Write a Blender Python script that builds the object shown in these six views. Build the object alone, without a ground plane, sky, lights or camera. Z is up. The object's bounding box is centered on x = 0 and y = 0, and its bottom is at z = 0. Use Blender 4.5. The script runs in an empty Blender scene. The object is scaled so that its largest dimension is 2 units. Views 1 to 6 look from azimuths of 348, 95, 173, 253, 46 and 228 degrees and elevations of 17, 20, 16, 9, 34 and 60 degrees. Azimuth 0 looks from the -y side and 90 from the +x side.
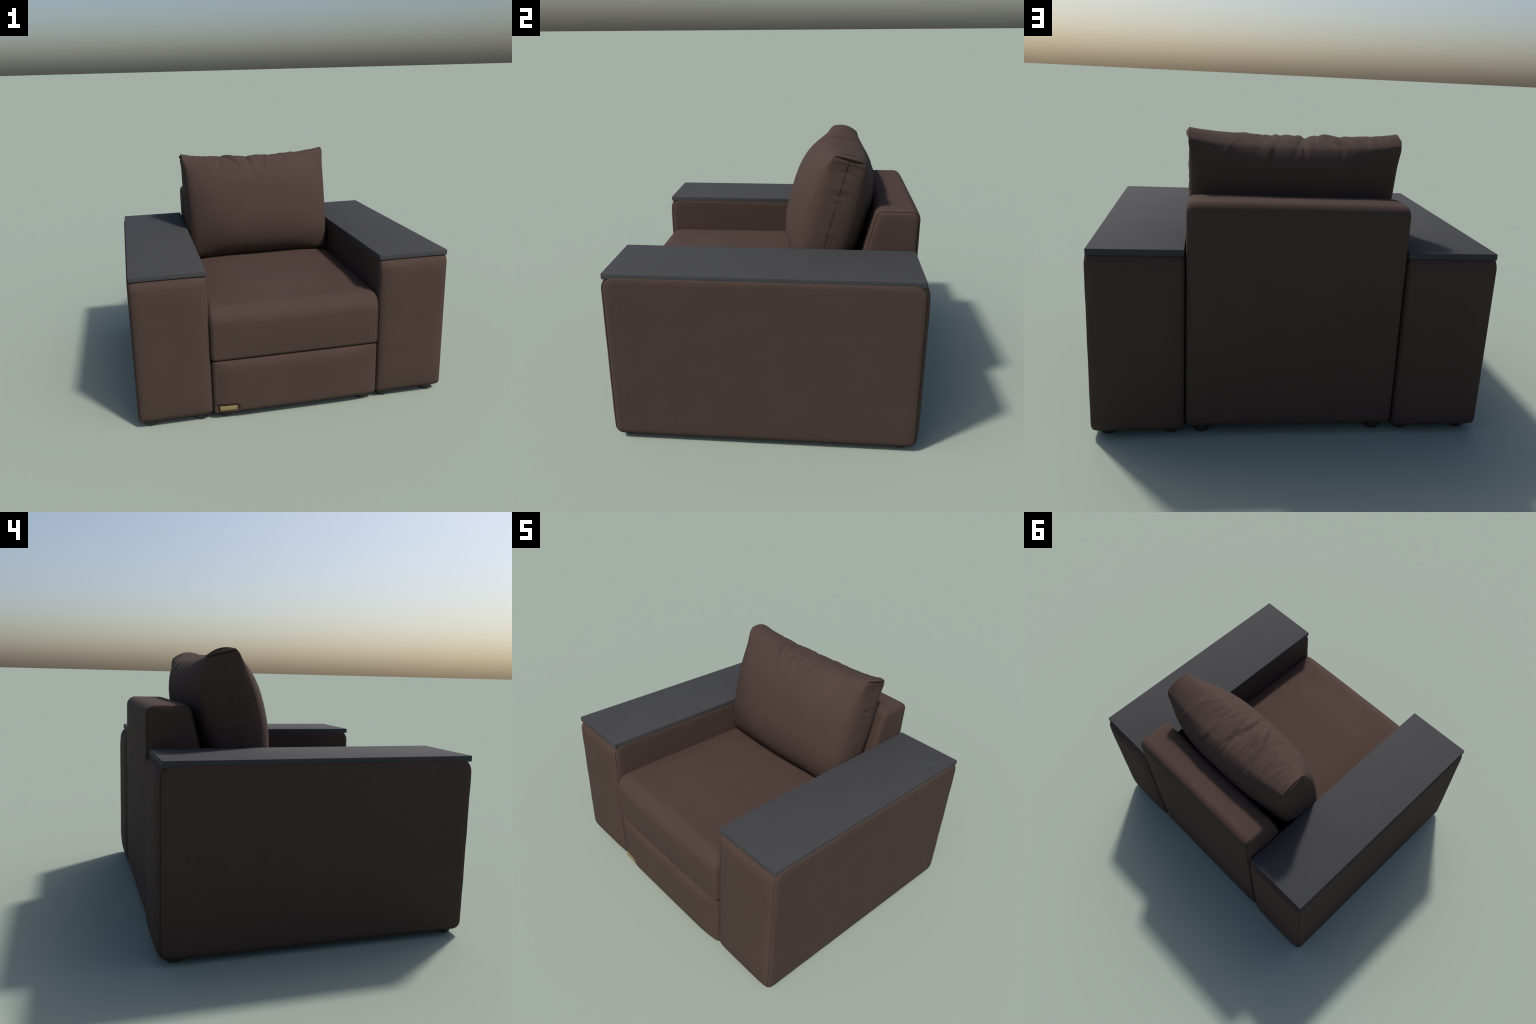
"""Upholstered brown armchair with box arms, dark arm tabletops and a loose back cushion."""
import bpy, bmesh, math, random
import numpy as np
from mathutils import Vector

rng = random.Random(11)

# ------------------------------------------------------------------ materials

def new_material(name):
    m = bpy.data.materials.new(name)
    m.use_nodes = True
    nt = m.node_tree
    bsdf = nt.nodes["Principled BSDF"]
    return m, nt, bsdf


def grain_material(name, colour, spread, rough, grain_scale, bump, specular=0.5, metallic=0.0, sheen=0.0):
    """Plain colour with a faint cloudy variation and a fine bump grain."""
    m, nt, b = new_material(name)
    tc = nt.nodes.new("ShaderNodeTexCoord")
    big = nt.nodes.new("ShaderNodeTexNoise")
    big.inputs["Scale"].default_value = 5.0
    big.inputs["Detail"].default_value = 3.0
    nt.links.new(tc.outputs["Object"], big.inputs["Vector"])
    ramp = nt.nodes.new("ShaderNodeValToRGB")
    lo = tuple(c * (1 - spread) for c in colour) + (1,)
    hi = tuple(c * (1 + spread) for c in colour) + (1,)
    ramp.color_ramp.elements[0].position, ramp.color_ramp.elements[0].color = 0.3, lo
    ramp.color_ramp.elements[1].position, ramp.color_ramp.elements[1].color = 0.7, hi
    nt.links.new(big.outputs["Fac"], ramp.inputs["Fac"])
    nt.links.new(ramp.outputs["Color"], b.inputs["Base Color"])
    fine = nt.nodes.new("ShaderNodeTexNoise")
    fine.inputs["Scale"].default_value = grain_scale
    fine.inputs["Detail"].default_value = 4.0
    nt.links.new(tc.outputs["Object"], fine.inputs["Vector"])
    bp = nt.nodes.new("ShaderNodeBump")
    bp.inputs["Strength"].default_value = bump
    bp.inputs["Distance"].default_value = 0.002
    nt.links.new(fine.outputs["Fac"], bp.inputs["Height"])
    nt.links.new(bp.outputs["Normal"], b.inputs["Normal"])
    b.inputs["Roughness"].default_value = rough
    b.inputs["Specular IOR Level"].default_value = specular
    b.inputs["Metallic"].default_value = metallic
    b.inputs["Sheen Weight"].default_value = sheen
    b.inputs["Sheen Roughness"].default_value = 0.5
    return m


FABRIC = grain_material("brown_upholstery_fabric", (0.0635, 0.0412, 0.0340), 0.03, 0.95, 260.0, 0.12, specular=0.18)
BOARD = grain_material("charcoal_laminate", (0.0460, 0.0462, 0.0495), 0.03, 0.88, 180.0, 0.05, specular=0.26)
BRASS = grain_material("brushed_brass", (0.26, 0.20, 0.085), 0.05, 0.55, 120.0, 0.15, metallic=0.3)
PLASTIC = grain_material("black_plastic", (0.016, 0.016, 0.016), 0.03, 0.5, 200.0, 0.05)

# ------------------------------------------------------------------ helpers


def add_object(name, bm, material, parent, smooth_angle=40):
    me = bpy.data.meshes.new(name)
    bmesh.ops.recalc_face_normals(bm, faces=bm.faces[:])
    bm.to_mesh(me)
    bm.free()
    me.materials.append(material)
    for p in me.polygons:
        p.use_smooth = True
    if smooth_angle:
        me.set_sharp_from_angle(angle=math.radians(smooth_angle))
    ob = bpy.data.objects.new(name, me)
    bpy.context.scene.collection.objects.link(ob)
    ob.parent = parent
    return ob


def outline(corners, inset, arc=14, run=10):
    """Convex polygon of (y, z, radius) corners, moved inward by inset, corners rounded."""
    n = len(corners)
    P = [np.array(c[:2], float) for c in corners]
    lines = []
    for i in range(n):
        a, b = P[i], P[(i + 1) % n]
        d = (b - a) / np.linalg.norm(b - a)
        inward = np.array([-d[1], d[0]])          # corners run counter-clockwise
        lines.append((a + inward * inset, d))
    Q = []
    for i in range(n):
        (a, d), (b, e) = lines[i - 1], lines[i]
        M = np.array([d, -e]).T
        s = np.linalg.solve(M, b - a)
        Q.append(a + d * s[0])
    pts = []
    for i in range(n):
        r = max(corners[i][2] - inset, 0.004)
        d, e = lines[i - 1][1], lines[i][1]
        turn = math.acos(max(-1, min(1, float(d @ e))))
        cut = r * math.tan(turn / 2)
        start = Q[i] - d * cut
        centre = start + np.array([-d[1], d[0]]) * r
        a0 = math.atan2(*(start - centre)[::-1])
        for k in range(arc + 1):
            a = a0 + turn * k / arc
            pts.append(centre + r * np.array([math.cos(a), math.sin(a)]))
        r2 = max(corners[(i + 1) % n][2] - inset, 0.004)
        e2 = lines[(i + 1) % n][1]
        turn2 = math.acos(max(-1, min(1, float(e @ e2))))
        end = Q[(i + 1) % n] - e * r2 * math.tan(turn2 / 2)
        first = pts[-1]
        for k in range(1, run):
            pts.append(first + (end - first) * k / run)
    return np.array(pts)


def upholstered_block(corners, x0, x1, front=0.006, rear=0.006, top=0.006, top_from=None, power=4, run=24, rim=0.022, seam=0.008, groove=0.004,
                      roll=0.010, roll_in=0.035, puff=0.0, wave=0.0005, dent=None, double=False):
    """A padded box: a band wraps round the side outline between two sewn-in side panels.
    The cross profile (x, inset) runs over the left panel, its seam, the band and the right panel;
    front, rear and top say how far the padding swells in the middle of the band."""
    xc, half = (x0 + x1) / 2, (x1 - x0) / 2
    side = []                                     # right half, from the band's middle outwards
    edge = half - roll
    for k in range(13):                           # crowned middle of the band
        u = k / 12 * (edge - rim)
        side.append((u, 0.0))
    for k in range(1, 8):                         # the band rolls over to the seam
        a = k / 7 * math.pi / 2
        side.append((edge - rim + rim * math.sin(a) - 0.0012 * (k == 7), seam * (1 - math.cos(a))))
    if double:                                    # top stitch beside the seam
        side.insert(len(side) - 4, (side[-4][0] - 0.002, side[-4][1] + 0.0018))
    side.append((edge - groove, seam + 0.0018))   # bottom of the seam
    for k in range(0, 10):                        # the panel rolls up to its flat face
        a = k / 9 * math.pi / 2
        side.append((edge + roll * math.sin(a), seam + 0.0032 + roll_in * (1 - math.cos(a))))
    for d in (0.07, 0.10, 0.13):
        side.append((half + puff * (d - 0.04) / 0.1, d))
    prof = [(-x, d) for x, d in reversed(side[1:])] + side
    bm = bmesh.new()
    loops = []
    n_out = None
    for x, d in prof:
        pts = outline(corners, d, run=run)
        n_out = len(pts)
        ring = []
        if abs(x) < edge - 0.0005 and d <= seam:  # swell of the padding, by the way the band faces
            along = np.roll(pts, -1, axis=0) - np.roll(pts, 1, axis=0)
            along /= np.linalg.norm(along, axis=1)[:, None]
            nrm = np.stack([along[:, 1], -along[:, 0]], axis=1)
            swell = front * np.clip(-nrm[:, 0], 0, 1) ** 2 + rear * np.clip(nrm[:, 0], 0, 1) ** 2
            up = top * np.clip(nrm[:, 1], 0, 1) ** 2
            if top_from is not None:
                k = np.clip((pts[:, 0] - top_from[0]) / (top_from[1] - top_from[0]), 0, 1)
                up *= k * k * (3 - 2 * k)
            low, high = min(c[1] for c in corners), max(c[1] for c in corners)
            fade = np.clip((pts[:, 1] - low) / 0.16, 0, 1) * np.clip((high - pts[:, 1]) / 0.16, 0, 1)
            swell *= fade * (2 - fade)
            pts = pts + nrm * ((swell + up) * (1 - (abs(x) / edge) ** power))[:, None]
        for i, (y, z) in enumerate(pts):
            X = xc + x
            w = wave * (math.sin(23 * z + 31 * y + 3 * xc) + 0.6 * math.sin(47 * z - 38 * y + 9 * x)) * (0.4 + 0.6 * (d < 0.03))
            v = Vector((X + w * 0.6, y + w * (0.5 if abs(x) < half - 0.03 else 1.0), z))
            if dent:
                v = dent(v)
            ring.append(bm.verts.new(v))
        loops.append(ring)
    for a, b in zip(loops, loops[1:]):
        for i in range(n_out):
            j = (i + 1) % n_out
            bm.faces.new((a[i], a[j], b[j], b[i]))
    bm.faces.new(loops[0][::-1])
    bm.faces.new(loops[-1])
    return bm


def bevelled_box(lo, hi, bevel, segments=3):
    bm = bmesh.new()
    bmesh.ops.create_cube(bm, size=1.0)
    for v in bm.verts:
        v.co = Vector([(lo[i] + hi[i]) / 2 + v.co[i] * (hi[i] - lo[i]) for i in range(3)])
    bmesh.ops.bevel(bm, geom=bm.edges[:], offset=bevel, segments=segments, profile=0.5, affect='EDGES')
    return bm


def lathe(profile, steps=40):
    """Turned solid about z from (radius, z) points; first and last lie on the axis."""
    bm = bmesh.new()
    rings = []
    for r, z in profile:
        if r == 0:
            rings.append([bm.verts.new((0, 0, z))])
        else:
            rings.append([bm.verts.new((r * math.cos(2 * math.pi * k / steps), r * math.sin(2 * math.pi * k / steps), z)) for k in range(steps)])
    for a, b in zip(rings, rings[1:]):
        for k in range(steps):
            l = (k + 1) % steps
            if len(a) == 1:
                bm.faces.new((a[0], b[k], b[l]))
            elif len(b) == 1:
                bm.faces.new((a[k], a[l], b[0]))
            else:
                bm.faces.new((a[k], a[l], b[l], b[k]))
    return bm


# ------------------------------------------------------------------ the chair

chair = bpy.data.objects.new("armchair", None)
bpy.context.scene.collection.objects.link(chair)
chair["label"] = "brown upholstered armchair with dark wooden arm tops and loose back cushion"
chair["category"] = "armchair"

ARM_BOTTOM, ARM_TOP = 0.027, 0.968           # the padded top runs a little into the board above
BOARD_LOW, BOARD_HIGH = 0.948, 0.9797

foot_bm = lathe([(0, 0.0), (0.030, 0.0), (0.035, 0.002), (0.0375, 0.006), (0.039, 0.014), (0.039, 0.040), (0.036, 0.056), (0, 0.056)])
foot_mesh = None


def place_foot(x, y, parent):
    global foot_mesh
    if foot_mesh is None:
        ob = add_object("foot", foot_bm, PLASTIC, parent, 50)
        foot_mesh = ob.data
    else:
        ob = bpy.data.objects.new("foot", foot_mesh)
        bpy.context.scene.collection.objects.link(ob)
        ob.parent = parent
    ob.location = (x, y, 0)
    return ob


for sgn in (1, -1):
    corners = [(-0.813, ARM_BOTTOM, 0.048), (0.829, ARM_BOTTOM, 0.048), (0.829, ARM_TOP, 0.075), (-0.813, ARM_TOP, 0.075)]
    xs = sorted((sgn * 0.536, sgn * 1.0))
    arm = add_object("armrest", upholstered_block(corners, xs[0], xs[1], front=0.017, rear=0.018, top=0.0, power=5, rim=0.038), FABRIC, chair)
    xs = sorted((sgn * 0.540, sgn * 0.991))
    add_object("armrest_tabletop", bevelled_box((xs[0], -0.805, BOARD_LOW), (xs[1], 0.812, BOARD_HIGH), 0.003), BOARD, arm, 30)
    for x in (0.606, 0.921):
        for y in (-0.749, 0.748):
            place_foot(sgn * x, y, arm)

# back frame: upright slab whose front leans back
corners = [(0.455, 0.047, 0.03), (0.829, 0.047, 0.046), (0.829, 1.203, 0.052), (0.594, 1.203, 0.045), (0.496, 0.80, 0.1)]
back = add_object("backrest", upholstered_block(corners, -0.533, 0.533, front=0.006, rear=0.007, top=0.006, power=8, rim=0.03), FABRIC, chair)
for x in (-0.453, 0.453):
    place_foot(x, 0.745, back)

# seat cushion
corners = [(-0.828, 0.401, 0.02), (0.50, 0.398, 0.02), (0.50, 0.738, 0.03), (-0.828, 0.738, 0.098)]
seat = add_object("seat_cushion", upholstered_block(corners, -0.541, 0.541, front=0.010, top=0.0322, top_from=(-0.80, -0.36), power=4, run=36, rim=0.028, double=True), FABRIC, chair)


# drawer front, pressed in round the name plate
def plate_dent(v):
    if v.y > -0.70:
        return v
    def soft(a, lo, hi, w):
        return 1 / (1 + math.exp(-(a - lo) / w)) / (1 + math.exp((a - hi) / w))
    k = soft(v.x, -0.512, -0.382, 0.006) * soft(v.z, 0.056, 0.100, 0.003)
    return Vector((v.x, v.y + 0.019 * k, v.z))


corners = [(-0.822, 0.032, 0.035), (0.45, 0.032, 0.03), (0.45, 0.398, 0.03), (-0.822, 0.398, 0.012)]


def padded_front(corners, x0, x1, dent):
    """Seamless padded box with finely divided front, for the drawer."""
    bm = bmesh.new()
    half, xc = (x1 - x0) / 2, (x0 + x1) / 2
    prof = []
    for k in range(9):
        a = k / 8 * math.pi / 2
        prof.append((-half + 0.032 * (1 - math.cos(a)), 0.032 * (1 - math.sin(a))))
    nx = 150
    for k in range(1, nx):
        u = -1 + 2 * k / nx
        prof.append((u * (half - 0.032), 0.0))
    for k in range(8, -1, -1):
        a = k / 8 * math.pi / 2
        prof.append((half - 0.032 * (1 - math.cos(a)), 0.032 * (1 - math.sin(a))))
    loops = []
    for x, d in prof:
        pts = outline(corners, d, arc=12, run=40)
        loops.append([])
        for y, z in pts:
            if y < -0.7:                          # the padding swells to the front
                v = (z - 0.212) / 0.18
                y -= 0.019 * max(0, 1 - v ** 8) * max(0, 1 - (x / (half - 0.032)) ** 8) if d <= 0 else 0
            loops[-1].append(bm.verts.new(dent(Vector((xc + x, y, z)))))
    n = len(loops[0])
    for a, b in zip(loops, loops[1:]):
        for i in range(n):
            j = (i + 1) % n
            bm.faces.new((a[i], a[j], b[j], b[i]))
    bm.faces.new(loops[0][::-1])
    bm.faces.new(loops[-1])
    return bm


drawer = add_object("drawer_front", padded_front(corners, -0.538, 0.538, plate_dent), FABRIC, chair)
for x in (-0.452, 0.452):
    place_foot(x, -0.748, drawer)
plate = add_object("name_plate", bevelled_box((-0.497, -0.829, 0.063), (-0.388, -0.806, 0.092), 0.0012, 2), BRASS, drawer, 30)
screw_bm = lathe([(0, 0.002), (0.0018, 0.002), (0.0026, 0.001), (0.0026, -0.002), (0, -0.002)], 16)
screw = add_object("screw", screw_bm, BRASS, plate, 40)
screw2 = bpy.data.objects.new("screw", screw.data)
bpy.context.scene.collection.objects.link(screw2)
screw2.parent = plate
for ob, x in ((screw, -0.4895), (screw2, -0.3955)):
    ob.rotation_euler = (math.radians(90), 0, 0)
    ob.location = (x, -0.829, 0.0775)


# worn raised marks in the middle of the plate, too small to read
marks = bmesh.new()
for k in range(9):
    x = -0.466 + 0.0072 * k + rng.uniform(-0.001, 0.001)
    made = bmesh.ops.create_cube(marks, size=1.0)
    lean = rng.uniform(-0.5, 0.5)
    tall = rng.uniform(0.003, 0.006)
    for v in made["verts"]:
        c = v.co.copy()
        v.co = (x + c.x * 0.0018 + c.z * lean * tall, -0.8292 + c.y * 0.0012, 0.0775 + c.z * tall)
emboss = add_object("embossed_mark", marks, BRASS, plate, 30)
emboss["kind"] = "stuff"

# ------------------------------------------------------------------ back cushion

def resample(pts, fracs):
    seg = np.linalg.norm(np.diff(pts, axis=0), axis=1)
    s = np.concatenate([[0], np.cumsum(seg)]) / seg.sum()
    return np.stack([np.interp(fracs, s, pts[:, k]) for k in (0, 1)], axis=1)


def back_cushion():
    TOP, BOT, HALF = 0.749, 0.0, 0.521
    mid, b = (TOP + BOT) / 2, (TOP - BOT) / 2
    M, NT, K = 190, 180, 48
    # rows run from the middle of the bottom over one face to the middle of the top; dense at the top fold
    raw = np.linspace(0, 1, 4001)
    dens = 1 + 4.0 * np.exp(-((raw - 0.897) / 0.016) ** 2)
    cum = np.concatenate([[0], np.cumsum((dens[1:] + dens[:-1]) / 2)])
    fr = np.interp(np.linspace(0, 1, M + 1), cum / cum[-1], raw)
    phi = np.linspace(-math.pi / 2, math.pi / 2, 3000)
    c, s = np.cos(phi).clip(0), np.sin(phi)

    def middle(depth, p):
        pw = np.where(s < 0, 2.35, p)              # rounder where it rests on the seat
        pts = np.stack([depth * c ** (2 / pw), mid + b * np.sign(s) * np.abs(s) ** (2 / pw)], axis=1)
        return resample(pts, fr)

    def ending():
        h, r = 0.086, 0.010
        pts = [(k / 20 * (h - r), 0.0 - 0.006 * (1 - (k / 20) ** 2)) for k in range(20)]
        pts += [(h - r + r * math.sin(a), r - r * math.cos(a)) for a in np.linspace(0, math.pi / 2, 12)]
        for v in np.linspace(0, 1, 120)[1:-1]:
            pts.append((h + 0.056 * math.sin(math.pi * v) ** 0.6, r + v * (0.766 - 2 * r)))
        pts += [(h - r + r * math.sin(a), 0.766 - r + r * math.cos(a)) for a in np.linspace(math.pi / 2, 0, 12)]
        pts += [(k / 20 * (h - r), 0.766 + 0.019 * (1 - (k / 20) ** 2)) for k in range(19, -1, -1)]
        return resample(np.array(pts), fr)

    end = ending()
    faces_of = {1: middle(0.256, 2.55), -1: middle(0.221, 3.0)}
    ts = np.sin(np.linspace(-1, 1, NT + 1) * math.pi / 2 * 0.6) / math.sin(math.pi / 2 * 0.6)
    # the outline seen from the front: drawn in between the corner ears
    v = np.clip(end[:, 1] / 0.766, 0, 1)
    half_x = HALF + 0.015 * np.clip((v - 0.45) / 0.55, 0, 1) ** 1.5

    fall = 2.9 - 0.5 / (1 + np.exp(-(fr - 0.78) / 0.05))   # straighter towards the ears
    bm = bmesh.new()
    tagl = bm.verts.layers.float_vector.new("tag")
    info = {}

    def sheet(points, tags):
        vs = []
        for row, trow in zip(points, tags):
            line = []
            for p, t in zip(row, trow):
                vert = bm.verts.new(p)
                line.append(vert)
                info[vert] = t
            vs.append(line)
        for a, b_ in zip(vs, vs[1:]):
            for i in range(len(a) - 1):
                bm.faces.new((a[i], a[i + 1], b_[i + 1], b_[i]))

    for sg in (1, -1):
        pts, tags = [], []
        for t in ts:
            u = abs(t)
            w = (1 - u ** fall)[:, None]
            sec = faces_of[sg] * w + end * (1 - w)
            pts.append([(t * half_x[j], sg * sec[j, 0], sec[j, 1]) for j in range(M + 1)])
            tags.append([(t, sg, fr[j]) for j in range(M + 1)])
        sheet(pts, tags)

    # sewn ends: vertical seam down the middle, a folded pocket at the top corner
    for e in (1, -1):
        gather = [(rng.uniform(0.03, 0.7), rng.uniform(0.010, 0.02), rng.uniform(-0.006, 0.0045), rng.choice((-1, 1))) for _ in range(24)]
        pts, tags = [], []
        for j in range(M + 1):
            f = fr[j]
            row, trow = [], []
            for k in range(K + 1):
                q = math.sin((-1 + 2 * k / K) * math.pi / 2)
                q = 0.5 * q + 0.5 * (-1 + 2 * k / K) ** 3
                n = q * end[j, 0]
                inner = 1 - q ** 6
                low = 1 / (1 + math.exp((f - 0.80) / 0.03))          # below the fold
                out = 0.014 * low * math.sin(math.pi * min(1, max(0, f / 0.9))) ** 0.7 * (1 - q * q)
                out -= 0.009 * inner * math.exp(-((f - 0.8965) / 0.0024) ** 2)  # pocket slit
                out += 0.014 * inner * math.exp(-((f - 0.916) / 0.017) ** 2) * (1 - q * q)
                if f < 0.892:
                    out += 0.004 * inner * math.exp(-((f - 0.878) / 0.012) ** 2)
                    out -= 0.0024 * math.exp(-((n + 0.0015 * math.sin(70 * end[j, 1])) / 0.0022) ** 2) * inner     # seam
                    out += 0.0011 * (1 + math.tanh(n / 0.0015)) * math.exp(-(n / 0.05) ** 2) * inner
                    z = end[j, 1]
                    for w0, sw, amp, dr in gather:
                        out += amp * math.exp(-((z - w0 - 0.25 * dr * abs(n)) / sw) ** 2) * math.exp(-(n / 0.04) ** 2) * (0.6 + 0.4 * (dr * n > 0)) * inner
                row.append((e * (half_x[j] + out), n, end[j, 1]))
                trow.append((e * (1 + 0.001 * (1 - abs(q))), 1 if n >= 0 else -1, f))
            pts.append(row)
            tags.append(trow)
        sheet(pts, tags)

    for vert, t in info.items():
        vert[tagl] = t
    bmesh.ops.remove_doubles(bm, verts=bm.verts[:], dist=2e-5)
    bmesh.ops.recalc_face_normals(bm, faces=bm.faces[:])
    bm.verts.index_update()
    co = np.array([v_.co[:] for v_ in bm.verts])
    tag = np.array([v_[tagl][:] for v_ in bm.verts])
    edges = np.array([(e_.verts[0].index, e_.verts[1].index) for e_ in bm.edges])
    deg = np.bincount(edges.ravel(), minlength=len(co)).astype(float)

    # soften the crease between face and side everywhere below the folds
    ax = np.abs(tag[:, 0])
    soft = np.exp(-((ax - 0.99) / 0.10) ** 2) * (ax <= 1) + np.where(ax > 1, np.clip(1 - (ax - 1) / 0.0006, 0, 1), 0)
    soft *= 1 / (1 + np.exp((tag[:, 2] - 0.80) / 0.022))
    soft = np.clip(soft, 0, 1)[:, None]
    for _ in range(200):
        acc = np.zeros_like(co)
        np.add.at(acc, edges[:, 0], co[edges[:, 1]])
        np.add.at(acc, edges[:, 1], co[edges[:, 0]])
        co += 0.6 * soft * (acc / deg[:, None] - co)
    # and the fold lines that would run on from the corner ears along the top
    soft = np.clip((0.965 - ax) / 0.12, 0, 1) * np.exp(-((tag[:, 2] - 0.90) / 0.07) ** 2)
    soft = soft[:, None]
    for _ in range(160):
        acc = np.zeros_like(co)
        np.add.at(acc, edges[:, 0], co[edges[:, 1]])
        np.add.at(acc, edges[:, 1], co[edges[:, 0]])
        co += 0.6 * soft * (acc / deg[:, None] - co)
    for v_, p in zip(bm.verts, co):
        v_.co = p
    bm.normal_update()
    nrm = np.array([v_.normal[:] for v_ in bm.verts])

    # cloth wrinkles running over the top from the back to the front
    g = (1 - tag[:, 2]) * tag[:, 1]                # signed way from the top's middle, front positive
    x = co[:, 0]
    disp = np.zeros(len(co))
    for _ in range(44):
        x0 = rng.gauss(-0.02, 0.21)
        if abs(x0) > 0.47:
            x0 *= 0.5
        centre = rng.uniform(-0.20, 0.17)
        length = rng.uniform(0.05, 0.13)
        width = rng.uniform(0.011, 0.022)
        slope = rng.uniform(-0.5, 0.5) - 0.5 * x0
        bend = rng.uniform(-1.5, 1.5)
        amp = rng.choice((-1, -1, 1)) * rng.uniform(0.002, 0.0062)
        line = x - x0 - slope * (g - centre) - bend * (g - centre) ** 2
        disp += amp * np.exp(-(line / width) ** 2) * np.exp(-((g - centre) / length) ** 2)
    # three longer folds that hang from the top edge down the front
    for x0, g0, slope, width, amp in ((-0.20, 0.12, 0.6, 0.015, -0.0085), (-0.165, 0.13, 0.55, 0.018, 0.005), (-0.06, 0.16, 0.15, 0.014, -0.008), (0.02, 0.17, 0.35, 0.015, -0.007), (0.17, 0.15, 0.2, 0.02, -0.004)):
        line = x - x0 - slope * (g - g0)
        disp += amp * np.exp(-(line / width) ** 2) * np.exp(-((g - g0) / 0.10) ** 2)
    disp *= np.where(g < 0, 0.8, 1.1)
    # small puckers along the top edge, and a few at the bottom edge
    for _ in range(26):
        x0 = rng.uniform(-0.48, 0.48)
        width = rng.uniform(0.010, 0.024)
        disp += rng.uniform(-0.008, 0.005) * np.exp(-((x - x0) / width) ** 2) * np.exp(-(g / 0.06) ** 2)
        low = np.exp(-(tag[:, 2] / 0.12) ** 2)
        disp += rng.uniform(-0.005, 0.003) * np.exp(-((x - x0 * 0.9) / (1.5 * width)) ** 2) * low
    disp *= np.clip((0.97 - ax) / 0.16, 0, 1)
    # broad unevenness of the filling
    disp += 0.003 * np.sin(7 * x + 2) * np.sin(8 * co[:, 2] + 1) * (ax < 0.99)
    co = co + nrm * disp[:, None]

    # lean it back on the seat
    lean = math.atan2(0.2425, 0.970)
    y = 0.254 - math.cos(lean) * co[:, 1] + math.sin(lean) * co[:, 2]
    z = 0.742 + math.sin(lean) * co[:, 1] + math.cos(lean) * co[:, 2]
    floor = 0.7375
    z = np.where(z < floor + 0.02, floor + 0.02 * np.exp((z - floor - 0.02) / 0.02), z)
    for v_, xx, yy, zz in zip(bm.verts, co[:, 0] - 0.005, y, z):
        v_.co = (xx, yy, zz)
    bm.verts.layers.float_vector.remove(bm.verts.layers.float_vector["tag"])
    return bm


add_object("back_cushion", back_cushion(), FABRIC, chair, 70)
